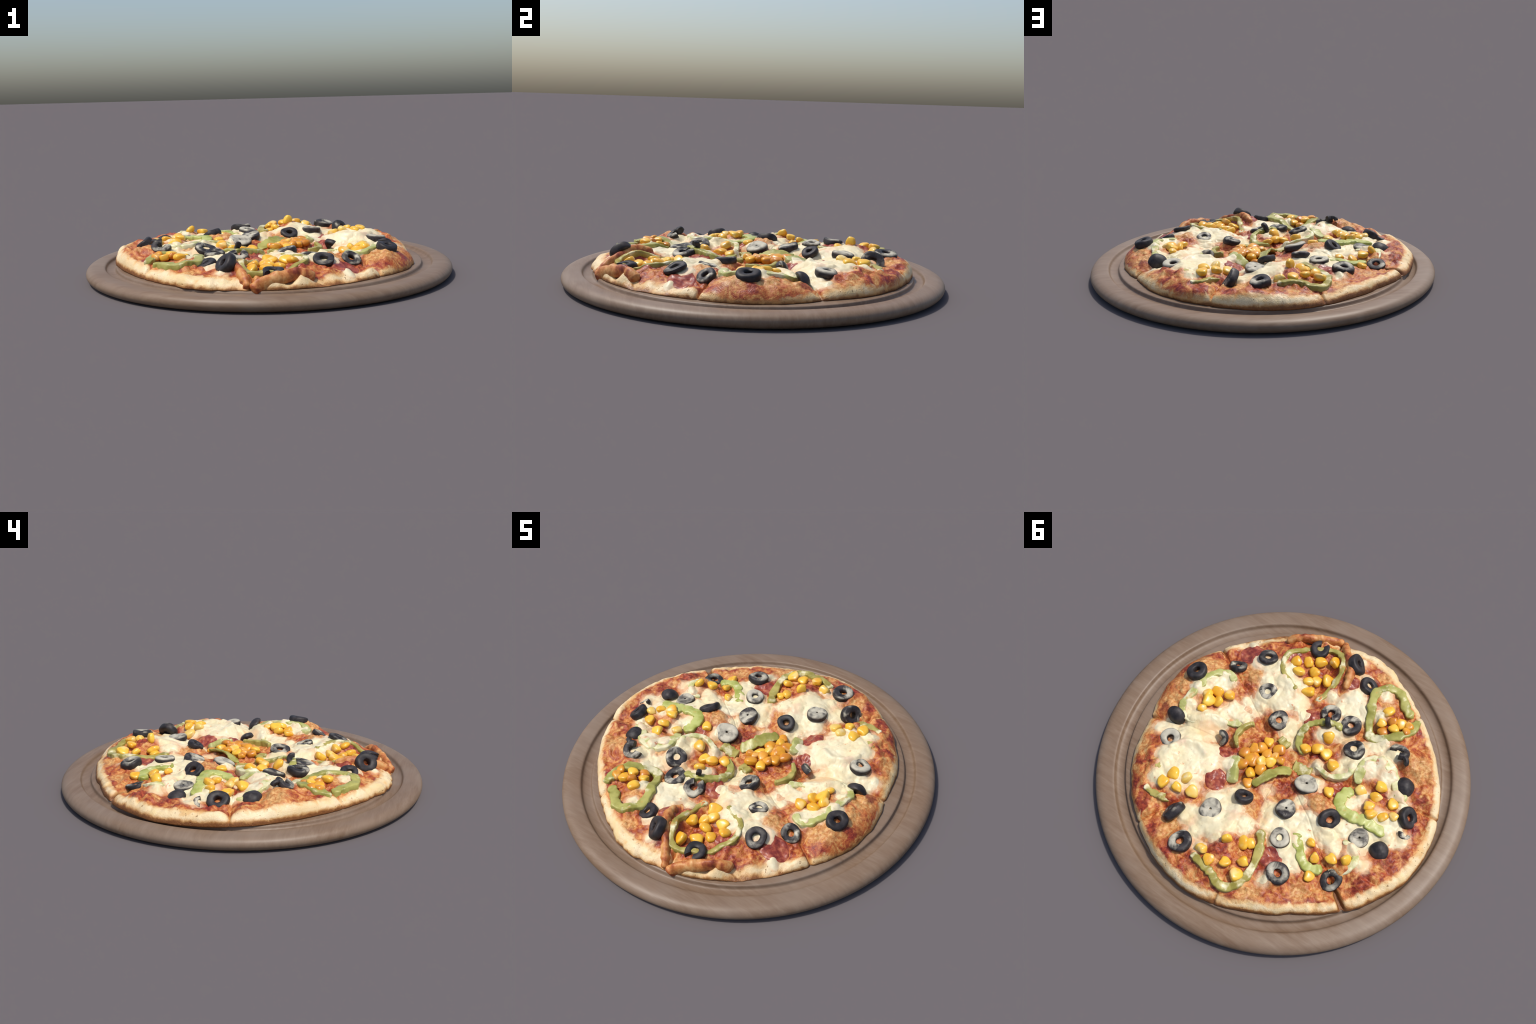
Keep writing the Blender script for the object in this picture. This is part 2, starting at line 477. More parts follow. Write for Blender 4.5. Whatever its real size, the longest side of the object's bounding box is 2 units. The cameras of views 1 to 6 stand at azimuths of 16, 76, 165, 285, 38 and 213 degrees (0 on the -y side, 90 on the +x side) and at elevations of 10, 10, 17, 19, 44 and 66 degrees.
def material_fold():
    m, nt = new_mat('toasted_fold')
    g = G(nt)
    p = g.coords()
    n_mid = g.noise(p, 15, 5, .6, .6)
    n_fine = g.noise(p, 60, 4, .6)
    f = g.math('ADD', g.math('MULTIPLY', n_mid, .75), g.math('MULTIPLY', n_fine, .25))
    col = g.ramp(f, [(.34, (.18, .028, .011)), (.44, (.36, .095, .024)), (.53, (.50, .20, .055)), (.66, (.62, .36, .14))])
    g.out(col, .5, g.bump(n_fine, .4, .004), spec=.4)
    return m


def material_cheese():
    m, nt = new_mat('melted_cheese')
    g = G(nt)
    p = g.coords()
    n_big = g.noise(p, 7, 3, .5)
    n_mid = g.noise(p, 17, 5, .6, .6)
    n_fine = g.noise(p, 60, 4, .6)
    sd = blobs(g, 'melted_extent', CHEESE, CHEESE_K, p)
    sdw = g.math('ADD', sd, g.math('MULTIPLY_ADD', n_mid, .07, -.035))
    white = g.mix(g.map(n_big, .38, .66), CHEESE_COL, (.73, .63, .38))
    white = g.mix(g.math('MULTIPLY', g.map(g.noise(p, 11, 3, .5), .54, .68), .6), white, (.70, .46, .31))
    white = g.mix(g.math('MULTIPLY', g.map(g.noise(p, 5.3, 4, .6), .54, .70), .6), white, (.66, .40, .16))
    veil = g.mix(n_fine, (.60, .34, .17), (.70, .50, .31))
    col = g.mix(g.map(sdw, -.022, .006), white, veil)
    # herbs and little burst bubbles
    specks = g.map(g.noise(p, 95, 1), .735, .77)
    col = g.mix(g.math('MULTIPLY', specks, .45), col, (.36, .30, .17))
    stain = g.map(g.noise(p, 23, 4, .65), .645, .71)
    col = g.mix(g.math('MULTIPLY', stain, .8), col, (.55, .17, .06))
    mott = g.noise(p, 33, 5, .7)
    col = g.mix(g.math('MULTIPLY', g.map(mott, .38, .62), .35), col, (.60, .47, .26))
    pore = g.map(g.noise(p, 48, 2, .5), .66, .72)
    col = g.mix(g.math('MULTIPLY', pore, .25), col, (.52, .44, .28))
    h = g.math('ADD', g.math('MULTIPLY', n_mid, .5), g.math('MULTIPLY', n_fine, .5))
    h = g.math('SUBTRACT', h, g.math('MULTIPLY', pore, .6))
    g.out(col, g.map(mott, .35, .65, .38, .55), g.bump(h, .3, .004), spec=.42)
    return m


def material_olive(name, film):
    m, nt = new_mat(name)
    g = G(nt)
    p = g.coords()
    info = g.node('ShaderNodeObjectInfo')
    q = g.vmath('ADD', p, g.node('ShaderNodeCombineXYZ').outputs[0])
    cx = q.node.inputs[1].links[0].from_node
    for i, k in enumerate((7.3, 3.1, 5.7)):
        g.put(cx.inputs[i], g.math('MULTIPLY', info.outputs['Random'], k))
    n1 = g.noise(q, 30, 4, .6)
    n2 = g.noise(q, 14, 4, .55, .5)
    col = g.mix(g.map(n1, .35, .7), (.014, .012, .013), (.042, .035, .035))
    rough = .52
    if film:
        s = g.node('ShaderNodeSeparateXYZ')
        g.put(s.inputs[0], p)
        up = g.map(s.outputs[2], .006, .018)     # cheese sits on the cut face only
        lo, hi = ((.44, .66), (.30, .56))[film - 1]
        white = g.mix(n1, (.34, .31, .25), (.66, .61, .46))
        col = g.mix(g.math('MULTIPLY', up, g.math('MULTIPLY', g.map(n2, lo, hi), .95)), col, white)
    g.out(col, rough, g.bump(n1, .3, .003), spec=.3)
    return m


def material_corn(name, a, b, film):
    m, nt = new_mat(name)
    g = G(nt)
    p = g.coords()
    info = g.node('ShaderNodeObjectInfo')
    rnd = info.outputs['Random']
    off = g.node('ShaderNodeCombineXYZ')
    g.put(off.inputs[0], g.math('MULTIPLY', rnd, 9.0))
    g.put(off.inputs[1], g.math('MULTIPLY', rnd, 4.0))
    q = g.vmath('ADD', p, off.outputs[0])
    n1 = g.noise(q, 22, 3, .5)
    n2 = g.noise(q, 45, 4, .6)
    col = g.mix(g.map(n1, .35, .65), a, b)
    col = g.mix(g.math('MULTIPLY', g.map(g.noise(q, 18, 3), .55, .68), film), col, (.80, .66, .38))
    g.out(col, .33, g.bump(n2, .2, .003), coat=.15, sss=0)
    return m


def material_pepper(name, a, b, film):
    m, nt = new_mat(name)
    g = G(nt)
    p = g.coords()
    n1 = g.noise(p, 14, 4, .55)
    n2 = g.noise(p, 50, 4, .6)
    col = g.mix(g.map(n1, .35, .65), a, b)
    col = g.mix(g.math('MULTIPLY', g.map(g.noise(p, 9, 4, .6), .60 - film * .3, .72 - film * .3), .9), col,
                (.72, .66, .42))
    col = g.mix(g.math('MULTIPLY', g.map(g.noise(p, 19, 3, .6), .62, .72), .55), col, (.50, .26, .06))
    g.out(col, .36, g.bump(n2, .3, .003), coat=.04, spec=.35)
    return m


def material_salami():
    m, nt = new_mat('salami')
    g = G(nt)
    p = g.coords()
    n1 = g.noise(p, 28, 5, .65)
    n2 = g.noise(p, 80, 3, .6)
    col = g.ramp(n1, [(.33, (.13, .014, .010)), (.47, (.25, .038, .020)), (.60, (.38, .10, .045)), (.72, (.52, .24, .12))])
    g.out(col, .38, g.bump(n2, .3, .003), coat=.1)
    return m


def material_wood():
    m, nt = new_mat('worn_wood')
    g = G(nt)
    p = g.coords()
    mp = g.node('ShaderNodeMapping')
    g.put(mp.inputs['Vector'], p)
    mp.inputs['Rotation'].default_value = (0, 0, math.radians(38))
    mp.inputs['Scale'].default_value = (1.0, 7.5, 4.0)
    grain = g.noise(mp.outputs[0], 5, 6, .6, .5)
    fine = g.noise(mp.outputs[0], 26, 4, .6, .3)
    blot = g.noise(p, 2.3, 3, .55)
    f = g.math('ADD', g.math('MULTIPLY', grain, .7), g.math('MULTIPLY', fine, .3))
    col = g.ramp(f, [(.34, (.150, .090, .052)), (.5, (.180, .116, .072)), (.66, (.212, .146, .098))])
    col = g.mix(g.math('MULTIPLY', g.map(blot, .40, .66), .5), col, (.228, .172, .128))
    warm = g.map(g.noise(p, 4.1, 3, .5), .55, .72)
    col = g.mix(g.math('MULTIPLY', warm, .35), col, (.180, .106, .060))
    g.out(col, .48, g.bump(f, .18, .004), spec=.4)
    return m


# ------------------------------------------------------------------ mesh helpers
def make_mesh(name, verts, faces, mat=None, smooth_shade=True):
    me = bpy.data.meshes.new(name)
    me.from_pydata([tuple(v) for v in verts], [], faces)
    me.update()
    if smooth_shade:
        me.polygons.foreach_set('use_smooth', [True] * len(me.polygons))
    if mat:
        me.materials.append(mat)
    return me


def make_obj(name, me, parent=None, loc=(0, 0, 0), rot=None, scale=None):
    o = bpy.data.objects.new(name, me)
    bpy.context.scene.collection.objects.link(o)
    if rot is not None:
        o.rotation_mode = 'QUATERNION'
        o.rotation_quaternion = rot
    o.location = loc
    if scale is not None:
        o.scale = scale
    if parent:
        o.parent = parent
    return o


def fix_normals(me):
    bm = bmesh.new()
    bm.from_mesh(me)
    bmesh.ops.recalc_face_normals(bm, faces=bm.faces[:])
    bm.to_mesh(me)
    bm.free()


# ------------------------------------------------------------------ the board
def build_board():
    prof = [(0, .004), (.60, .003), (.88, .0), (.94, .0)]
    for k in range(1, 15):                       # full round outer edge
        a = -math.pi / 2 + math.pi * k / 15
        prof.append((.945 + .055 * math.cos(a) ** .9, .0355 + .0355 * math.sin(a)))
    prof += [(.940, .0712), (.925, .0712), (.912, .0710), (.904, .0706), (.8985, .0692), (.8955, .0665), (.892, .0600),
             (.889, .0545), (.884, .0510), (.873, .0480), (.858, .0470), (.848, .0475), (.8425, .0500), (.8395, .0580),
             (.8375, .0655), (.8345, .0680), (.828, .0686), (.80, .0686), (.70, .0684), (.40, .0684), (0, .0684)]
    # refine the profile
    pr = []
    for (r0, z0), (r1, z1) in zip(prof[:-1], prof[1:]):
        n = max(1, int(math.hypot(r1 - r0, z1 - z0) / .012))
        pr += [(r0 + (r1 - r0) * i / n, z0 + (z1 - z0) * i / n) for i in range(n)]
    pr = pr[1:]
    N = 360
    th = np.arange(N) * TAU / N
    vs, fs = [], []
    for r, z in pr:
        wob = 1 + .0012 * vnoise(np.cos(th) * 2.5, np.sin(th) * 2.5, z * 8, 4) * (r < .99)
        for t, w in zip(th, wob):
            zz = z + (.0008 * float(vnoise(r * math.cos(t) * 6, r * math.sin(t) * 6, 0, 3)) if z > .02 else 0)
            vs.append((r * w * math.cos(t), r * w * math.sin(t), max(zz, 0)))
    for i in range(len(pr) - 1):
        for j in range(N):
            k = (j + 1) % N
            fs.append((i * N + j, i * N + k, (i + 1) * N + k, (i + 1) * N + j))
    b = len(vs)
    vs += [(0, 0, .004), (0, 0, .0684)]
    L = (len(pr) - 1) * N
    for j in range(N):
        k = (j + 1) % N
        fs.append((b, k, j))
        fs.append((b + 1, L + j, L + k))
    me = make_mesh('serving_board', vs, fs, material_wood())
    fix_normals(me)
    o = make_obj('serving_board', me)
    o['label'] = 'round turned wooden serving board with a groove'
    o['category'] = 'wooden board'
    return o


# ------------------------------------------------------------------ crust and cheese on one polar grid
def polar_grid():
    """Azimuths that contain every cut; rows from the centre to the outline."""
    cuts = sorted(CUTS)
    az, starts = [], []
    for a, b in zip(cuts, cuts[1:] + [cuts[0] + 360]):
        n = int(round((b - a) / .34))
        # closer rays beside the cuts
        t = np.linspace(0, 1, n, endpoint=False)
        t = t - .35 * np.sin(TAU * t) / TAU
        starts.append(len(az))
        az += list(a + (b - a) * t)
    return np.array(az), starts


def cut_groove(x, y):
    """Depth of the knife cuts at a place."""
    g = np.zeros(np.shape(x))
    r = np.hypot(x, y)
    for i, c in enumerate(CUTS):
        a = math.radians(c)
        wob = .006 * vnoise(r * 9, i * 3.3, 0, 6)
        d = -x * math.sin(a) + y * math.cos(a) + wob * smooth(.1, .3, r) * (1 - smooth(.55, .75, r))
        along = x * math.cos(a) + y * math.sin(a)
        wide = .0045 + .0035 * smooth(.55, .8, r)
        deep = .003 + (.009 * smooth(.5, .72, r) + .020 * smooth(.70, .8, r)) * CUT_OPEN[i]
        if abs(c - 143.3) < 1:
            deep = deep + .02 * smooth(.62, .75, r)
            wide = wide + .006 * smooth(.7, .82, r)
        valley = (.006 if 60 < c < 150 else .014) * np.exp(-(d / .024) ** 2) * smooth(.0, .08, r) * (1 - .6 * smooth(.3, .6, r))
        g = np.maximum(g, (valley + deep * np.exp(-(d / wide) ** 2)) * (along > 0) * smooth(.03, .12, r))
    return g


def build_crust(parent, mat_crust, mat_cheese):
    az, starts = polar_grid()
    th = np.radians(az)
    n = len(az)
    Rr = outline(az)
    front = np.exp(-(((az + 98 + 180) % 360 - 180) / 22) ** 2)
    Rr = Rr + .008 * fbm(np.cos(th) * 9, np.sin(th) * 9, octaves=4, seed=8) \
        + .010 * front * fbm(np.cos(th) * 22, np.sin(th) * 22, octaves=2, seed=13)
    for c, o in zip(CUTS, CUT_OPEN):
        d = ((az - c + 180) % 360 - 180) * math.pi / 180 * .82
        Rr = Rr - .011 * o * np.exp(-(d / .010) ** 2)
    w = .055 - .018 * front
    # rows: interior, then the rounded rim by angle
    INT, RIM = 250, 26
    rows = []
    for i in range(1, INT + 1):
        rows.append(((Rr - w) * (i / INT), np.ones(n)))
    for k in range(1, RIM + 1):
        psi = math.pi / 2 * (1 - k / RIM)
        d = w * (1 - math.cos(psi))
        rows.append((Rr - d, np.full(n, math.sin(psi) ** .85)))
    X = np.array([r * np.cos(th) for r, _ in rows])
    Y = np.array([r * np.sin(th) for r, _ in rows])
    F = np.array([f for _, f in rows])
    foot = PLATE_Z + .002 + 0 * az
    Z0 = dough(X, Y) + embed(X, Y)
    groove = cut_groove(X, Y)
    Zt = np.maximum(Z0 - groove, foot + .004)
    Z = foot[None, :] + (Zt - foot[None, :]) * F
    sd = cheese_sd(X, Y)
    base = BASE(X, Y)
    melt = .0095 * smooth(0, .034, -sd) - .0035 * smooth(-.004, .006, sd)
    climb = (embed(X, Y, True) - embed(X, Y)) * smooth(.0, .02, -sd)
    ZC = Z + melt + climb + .0012 * fbm(X * 22, Y * 22, octaves=2, seed=21)
    rowsN = len(rows)
    slices, patches = [], []
    bounds = starts + [n]
    zc0 = float(dough(0, 0))
    for s in range(len(starts)):
        cols = list(range(bounds[s], bounds[s + 1] + 1))
        ci = np.array([c % n for c in cols])
        m = len(cols)
        # --- crust
        V = np.stack([X[:, ci], Y[:, ci], Z[:, ci]], -1).reshape(-1, 3)
        V = np.vstack([V, [[0, 0, zc0]]])
        fs = []
        for i in range(rowsN - 1):
            a = i * m
            fs += [(a + j, a + m + j, a + m + j + 1, a + j + 1) for j in range(m - 1)]
        ctr = rowsN * m
        fs += [(ctr, j, j + 1) for j in range(m - 1)]
        # underside and the two cut faces
        last = (rowsN - 1) * m
        b0 = len(V)
        under = np.stack([X[-1, ci] * .97, Y[-1, ci] * .97, foot[ci] - .0012], -1)
        V = np.vstack([V, under, [[0, 0, PLATE_Z + .0008]]])
        ub = len(V) - 1
        fs += [(last + j, b0 + j, b0 + j + 1, last + j + 1) for j in range(m - 1)]
        fs += [(b0 + j, ub, b0 + j + 1) for j in range(m - 1)]
        me = make_mesh('crust_slice', V, fs, mat_crust)
        slices.append(make_obj('crust_slice', me, parent))
        # --- cheese lying on it
        inside = (sd[:, ci] < .006) & (F[:, ci] > .72)
        quad = inside[:-1, :-1] & inside[1:, :-1] & inside[:-1, 1:] & inside[1:, 1:]
        ii, jj = np.nonzero(quad)
        idx = -np.ones(inside.shape, int)
        corners = [(ii, jj), (ii + 1, jj), (ii + 1, jj + 1), (ii, jj + 1)]
        used = np.zeros(inside.shape, bool)
        for a, b in corners:
            used[a, b] = True
        idx[used] = np.arange(used.sum())
        VC = np.stack([X[:, ci], Y[:, ci], ZC[:, ci]], -1)[used]
        fc = np.stack([idx[a, b] for a, b in corners], -1).tolist()
        me = make_mesh('melted_cheese', VC, fc, mat_cheese)
        patches.append(make_obj('melted_cheese', me, parent))
    return slices, patches


# ------------------------------------------------------------------ olives
def olive_mesh(kind, seed, mats):
    """Slice of a stoned black olive, unit radius .057, cut faces up and down."""
    R, h, hole = .057, .040, .020
    arc0, arc1 = 0.0, TAU
    if kind == 'thin':
        h, hole = .026, .022
    if kind == 'deep':
        h, hole = .046, .019
    if kind == 'plug':
        hole = .006
    if kind == 'open':
        arc0, arc1 = .45, TAU - .45
    if kind == 'broken':
        arc0, arc1 = .75, TAU - .9
    if kind == 'half':
        arc0, arc1 = 0.2, math.pi + .1
    sec = []
    if kind == 'cap':                            # rounded end of the fruit
        for k in range(11):
            a = math.pi / 2 * k / 10
            sec.append((R * math.sin(a), -h / 2 + (h * 1.1) * math.cos(a)))
        sec += [(R * .97, -h * .62), (R * .5, -h * .66), (0, -h * .66)]
        closed = False
    else:
        e = .0055
        ring = [(hole, -h / 2 + e), (hole + e * .8, -h / 2), (R * .86 - e, -h / 2), (R * .90, -h / 2 + e * .6)]
        ring += [(R * (.90 + .10 * math.cos(t)), h * .42 * math.sin(t)) for t in np.linspace(-.95, .95, 7)]
        ring += [(R * .90, h / 2 - e * .6), (R * .86 - e, h / 2), (R * .6, h / 2 - .0012), (hole + e, h / 2 - .0015),
                 (hole, h / 2 - e), (hole * .93, 0)]
        sec, closed = ring, True
    full = arc1 - arc0 > TAU - 1e-3
    N = 44 if full else 36
    ts = [arc0 + (arc1 - arc0) * i / (N if full else N - 1) for i in range(N)]
    rs = np.random.default_rng(seed)
    ph = rs.uniform(0, TAU, 4)
    vs, fs = [], []
    for t in ts:
        sq = 1 + .05 * math.cos(2 * t + ph[0]) + .025 * math.cos(3 * t + ph[1]) + .012 * math.cos(5 * t + ph[2])
        dz = .0028 * math.cos(2 * t + ph[3]) + .0015 * math.cos(3 * t + ph[0])
        for r, z in sec:
            vs.append((r * sq * math.cos(t), r * sq * math.sin(t), z + dz * r / R))
    m = len(sec)
    for i in range(N if full else N - 1):
        k = (i + 1) % N
        for j in range(m if closed else m - 1):
            l = (j + 1) % m
            fs.append((i * m + j, k * m + j, k * m + l, i * m + l))
    if not full:
        fs.append(tuple(range(m)))
        fs.append(tuple((N - 1) * m + j for j in range(m)))
    me = make_mesh('olive_slice', vs, fs, mats)
    bm = bmesh.new()
    bm.from_mesh(me)
    bmesh.ops.remove_doubles(bm, verts=bm.verts[:], dist=1e-5)
    bmesh.ops.recalc_face_normals(bm, faces=bm.faces[:])
    bm.to_mesh(me)
    bm.free()
    if hasattr(me, 'set_sharp_from_angle'):
        me.set_sharp_from_angle(angle=math.radians(50))
    return me, h


def build_olives(parent):
    mats = [material_olive('black_olive', 0), material_olive('black_olive_cheesy', 1),
            material_olive('black_olive_covered', 2)]
    cache = {}
    for i, (x, y, z, tilt, taz, r, kind, film) in enumerate(OLIVES):
        key = (kind, film, i % 3)
        if key not in cache:
            cache[key] = olive_mesh(kind, 31 + len(cache), mats[film])
        me, h = cache[key]
        if tilt < 40 and (x, y) != (-.549, .414):  # sunk, but never drowned in the cheese
            z = max(z, float(BASE(x, y)) + (.034 if film else .030))
        a, t = math.radians(taz), math.radians(tilt)
        nrm = Vector((math.sin(t) * math.cos(a), math.sin(t) * math.sin(a), math.cos(t)))
        spin = {0: -95, 27: 100, 23: 60}.get(i, random.uniform(0, 360))
        q = nrm.to_track_quat('Z', 'Y')
        local = Matrix.Rotation(math.radians(spin), 4, 'Z').to_quaternion()
        if kind in ('open', 'broken') and tilt < 35:   # keep the opening at a known azimuth
            q = Vector((0, 0, 1)).rotation_difference(nrm)
        s = r / .057
        loc = Vector((x, y, z)) - nrm * (h * s * .5 if kind != 'cap' else .012)
        make_obj('olive_slice', me, parent, loc, q @ local, (s, s, s))


# ------------------------------------------------------------------ corn
def corn_mesh(seed, mat):
    rs = np.random.default_rng(seed)
    e1, e2 = rs.uniform(.5, .85, 2)
    ph = rs.uniform(0, TAU, 3)
    taper = rs.uniform(.15, .45)
    vs, fs = [], []
    A, B = 14, 20
    pw = lambda v, e: math.copysign(abs(v) ** e, v)
    for i in range(A + 1):
        u = -math.pi / 2 + math.pi * i / A
        for j in range(B):
            v = TAU * j / B
            x = pw(math.cos(u), e1) * pw(math.cos(v), e2)
            y = pw(math.cos(u), e1) * pw(math.sin(v), e2)
            z = pw(math.sin(u), e1)
            k = 1 - taper * max(0, -x)          # narrower towards the germ
            dent = (1 + .10 * math.sin(2 * v + ph[0]) * math.cos(u) + .07 * math.sin(3 * v + 2 * u + ph[1])) * 1.0 - .18 * math.exp(-((x - .9) ** 2) * 3) * math.exp(-(y * y) * 3)
            vs.append((x * .027 * dent, y * .0245 * k * (1 + .1 * math.sin(3 * u + ph[2])), z * .0185 * (1 - .3 * taper * max(0, -x))))
    for i in range(A):
        for j in range(B):
            l = (j + 1) % B
            fs.append((i * B + j, i * B + l, (i + 1) * B + l, (i + 1) * B + j))
    me = make_mesh('corn_kernel', vs, fs, mat)
    bm = bmesh.new()
    bm.from_mesh(me)
    bmesh.ops.remove_doubles(bm, verts=bm.verts[:], dist=1e-5)
    bmesh.ops.recalc_face_normals(bm, faces=bm.faces[:])
    bm.to_mesh(me)
    bm.free()
    return me


def build_corn(parent):
    yellow = material_corn('sweet_corn', (.72, .34, .015), (.80, .48, .045), .35)
    orange = material_corn('sauced_corn', (.50, .17, .010), (.68, .30, .016), .2)
    pale = material_corn('cheesy_corn', (.74, .44, .05), (.74, .52, .14), .9)
    lib = {m: [corn_mesh(50 + k, m) for k in range(5)] for m in (yellow, orange, pale)}
    allk = [(x, y, z - (.011 if i != 31 else .008)) for i, (x, y, z) in enumerate(CORN)] + \
           [(x, y, float(dough(x, y)) + .006) for x, y in CORN_LOOSE]
    for i, (x, y, z) in enumerate(allk):
        z = max(z, float(BASE(x, y)) + .015)
        central = math.hypot(x - .1, y - .05) < .16
        ring = math.hypot(x + .41, y + .48) < .09
        inside = float(cheese_sd(x, y))
        if (central and random.random() < .65) or (ring and random.random() < .8):
            m = orange
        elif inside < .0 and math.hypot(x - .15, y + .53) > .16 and random.random() < .6:
            m = pale
        else:
            m = yellow
        q = Matrix.Rotation(random.uniform(0, TAU), 4, 'Z').to_quaternion() @ \
            Matrix.Rotation(random.gauss(0, .30), 4, 'X').to_quaternion() @ \
            Matrix.Rotation(random.gauss(0, .30), 4, 'Y').to_quaternion()
        if i in (30, 31):                        # two kernels stand on end
            q = q @ Matrix.Rotation(1.0, 4, 'Y').to_quaternion()
        bold = math.hypot(x - .15, y + .53) < .16      # the cluster beside the fold lies on top, the others are sunk
        s = random.uniform(1.15, 1.4) if bold else random.uniform(.95, 1.3)
        make_obj('corn_kernel', lib[m][i % 5], parent, (x, y, z), q, (s, s * random.uniform(.9, 1.1), s * .86))


# ------------------------------------------------------------------ peppers and other strips
def spline(pts, n):
    """Catmull-Rom through points."""
    P = np.asarray(pts, float)
    P = np.vstack([2 * P[0] - P[1], P, 2 * P[-1] - P[-2]])
    out = []
    segs = len(P) - 3
    for k in range(n):
        t = k / (n - 1) * segs
        i = min(int(t), segs - 1)
        f = t - i
        p0, p1, p2, p3 = P[i:i + 4]
        out.append(.5 * ((2 * p1) + (-p0 + p2) * f + (2 * p0 - 5 * p1 + 4 * p2 - p3) * f * f +
                         (-p0 + 3 * p1 - 3 * p2 + p3) * f ** 3))
    return np.array(out)


# kind, path, thickness, height, lift of the top above the dough, lean (degrees), look
PEPPERS = [
    ('ring', [(.474, -.240), (.516, -.266), (.564, -.251), (.602, -.197), (.614, -.122), (.627, -.041), (.633, .015),
              (.620, .044), (.580, .071), (.529, .059), (.487, .019), (.440, -.013), (.398, -.019), (.352, -.036),
              (.311, -.070)], .039, .034, .021, 0, 'veiled'),
    ('ring', [(.045, -.400), (.024, -.466), (.017, -.536), (.018, -.595), (.043, -.664), (.085, -.717), (.135, -.719),
              (.206, -.681), (.258, -.653), (.290, -.610), (.325, -.558), (.319, -.486), (.287, -.437), (.230, -.408),
              (.168, -.384)], .031, .034, .020, 0, 'olive'),
    ('ring', [(-.440, -.594), (-.387, -.619), (-.346, -.660), (-.298, -.684), (-.243, -.666), (-.204, -.618),
              (-.215, -.547), (-.244, -.487), (-.264, -.432), (-.304, -.380), (-.360, -.387), (-.416, -.425),
              (-.461, -.479), (-.478, -.558), (-.473, -.596)], .047, .040, .024, 0, 'green'),
    ('strip', [(-.061, -.091), (-.011, -.131), (.009, -.184), (.003, -.236), (-.025, -.271), (-.067, -.301),
               (-.122, -.320), (-.170, -.316)], .035, .046, .030, 0, 'green'),
    ('strip', [(.252, .063), (.283, .026), (.291, -.028), (.269, -.076), (.250, -.098)], .026, .050, .034, 0, 'olive'),
    ('strip', [(.157, .252), (.183, .203), (.201, .155), (.210, .114)], .052, .034, .030, 25, 'veiled'),
    ('strip', [(.062, .205), (.032, .150), (.002, .090), (-.030, .048), (-.066, .026)], .060, .014, .030, 25, 'green'),
    ('strip', [(-.051, -.017), (-.074, -.021), (-.113, -.017), (-.152, -.017)], .060, .020, .020, 0, 'olive'),
    ('ring', [(-.399, -.096), (-.376, -.143), (-.373, -.200), (-.400, -.250), (-.454, -.266), (-.507, -.252),
              (-.554, -.215), (-.595, -.174), (-.646, -.146)], .052, .034, .022, 0, 'veiled'),
    ('ring', [(-.398, -.055), (-.369, -.008), (-.371, .046), (-.397, .076), (-.447, .080), (-.494, .076),
              (-.535, .062), (-.587, .065), (-.657, .056)], .060, .036, .024, 0, 'bright'),
    ('ring', [(-.118, .394), (-.157, .445), (-.179, .512), (-.194, .590), (-.185, .665), (-.161, .713), (-.125, .733),
              (-.084, .736), (-.048, .717), (-.005, .709), (.052, .696), (.099, .685)], .044, .034, .022, 0, 'olive'),
    ('ring', [(-.282, .300), (-.297, .336), (-.336, .368), (-.365, .402), (-.407, .422), (-.457, .413),
              (-.487, .388)], .047, .034, .024, 0, 'bright'),
    ('ring', [(-.513, .380), (-.561, .363), (-.597, .323), (-.604, .281), (-.589, .243), (-.557, .217),
              (-.497, .211)], .031, .026, .015, 0, 'veiled'),
    ('strip', [(-.155, -.078), (-.205, -.056), (-.259, -.050), (-.312, -.080), (-.333, -.119), (-.320, -.160)],
     .030, .038, .026, 0, 'veiled'),
    ('strip', [(.518, .515), (.469, .525), (.411, .520), (.355, .505)], .035, .028, .014, 0, 'olive'),
    ('strip', [(.528, .267), (.508, .231), (.474, .198), (.430, .181), (.387, .184), (.352, .201)], .026, .026, .015, 0, 'veiled'),
    ('strip', [(.512, .301), (.516, .339), (.521, .371), (.543, .397)], .052, .022, .013, 0, 'olive'),
    ('strip', [(.088, -.100), (.058, -.093), (.024, -.083)], .047, .026, .024, 0, 'olive')]


def sweep(path, width, height, lean=0.0, n=60, seed=0, power=.55, taper=True, M=16):
    """Rounded-rectangle section along a path whose z is the top edge."""
    P = spline(path, n)
    T = np.gradient(P, axis=0)
    T /= np.linalg.norm(T, axis=1)[:, None]
    vs, fs = [], []
    for i in range(n):
        t = T[i]
        side = np.cross(t, (0, 0, 1))
        side /= np.linalg.norm(side)
        up = np.cross(side, t)
        a = math.radians(lean)
        s2 = side * math.cos(a) + up * math.sin(a)
        u2 = -side * math.sin(a) + up * math.cos(a)
        f = i / (n - 1)
        k = min(1, (min(f, 1 - f) * n + .35) / 3.2) ** .5 if taper else 1
        w = width / 2 * k * (1 + .26 * float(vnoise(i * .22, seed, 0, 3)))
        h = height / 2 * (.4 + .6 * k) * (1 + .12 * float(vnoise(i * .17, seed, 0, 7)))
        c = P[i] - up * height / 2
        for j in range(M):
            q = TAU * j / M
            cx = math.copysign(abs(math.cos(q)) ** power, math.cos(q))
            cy = math.copysign(abs(math.sin(q)) ** power, math.sin(q))
            vs.append(c + s2 * w * cx + u2 * h * cy)
    for i in range(n - 1):
        for j in range(M):
            l = (j + 1) % M
            fs.append((i * M + j, i * M + l, (i + 1) * M + l, (i + 1) * M + j))
    fs.append(tuple(range(M)))
    fs.append(tuple((n - 1) * M + j for j in range(M)))
    return vs, fs


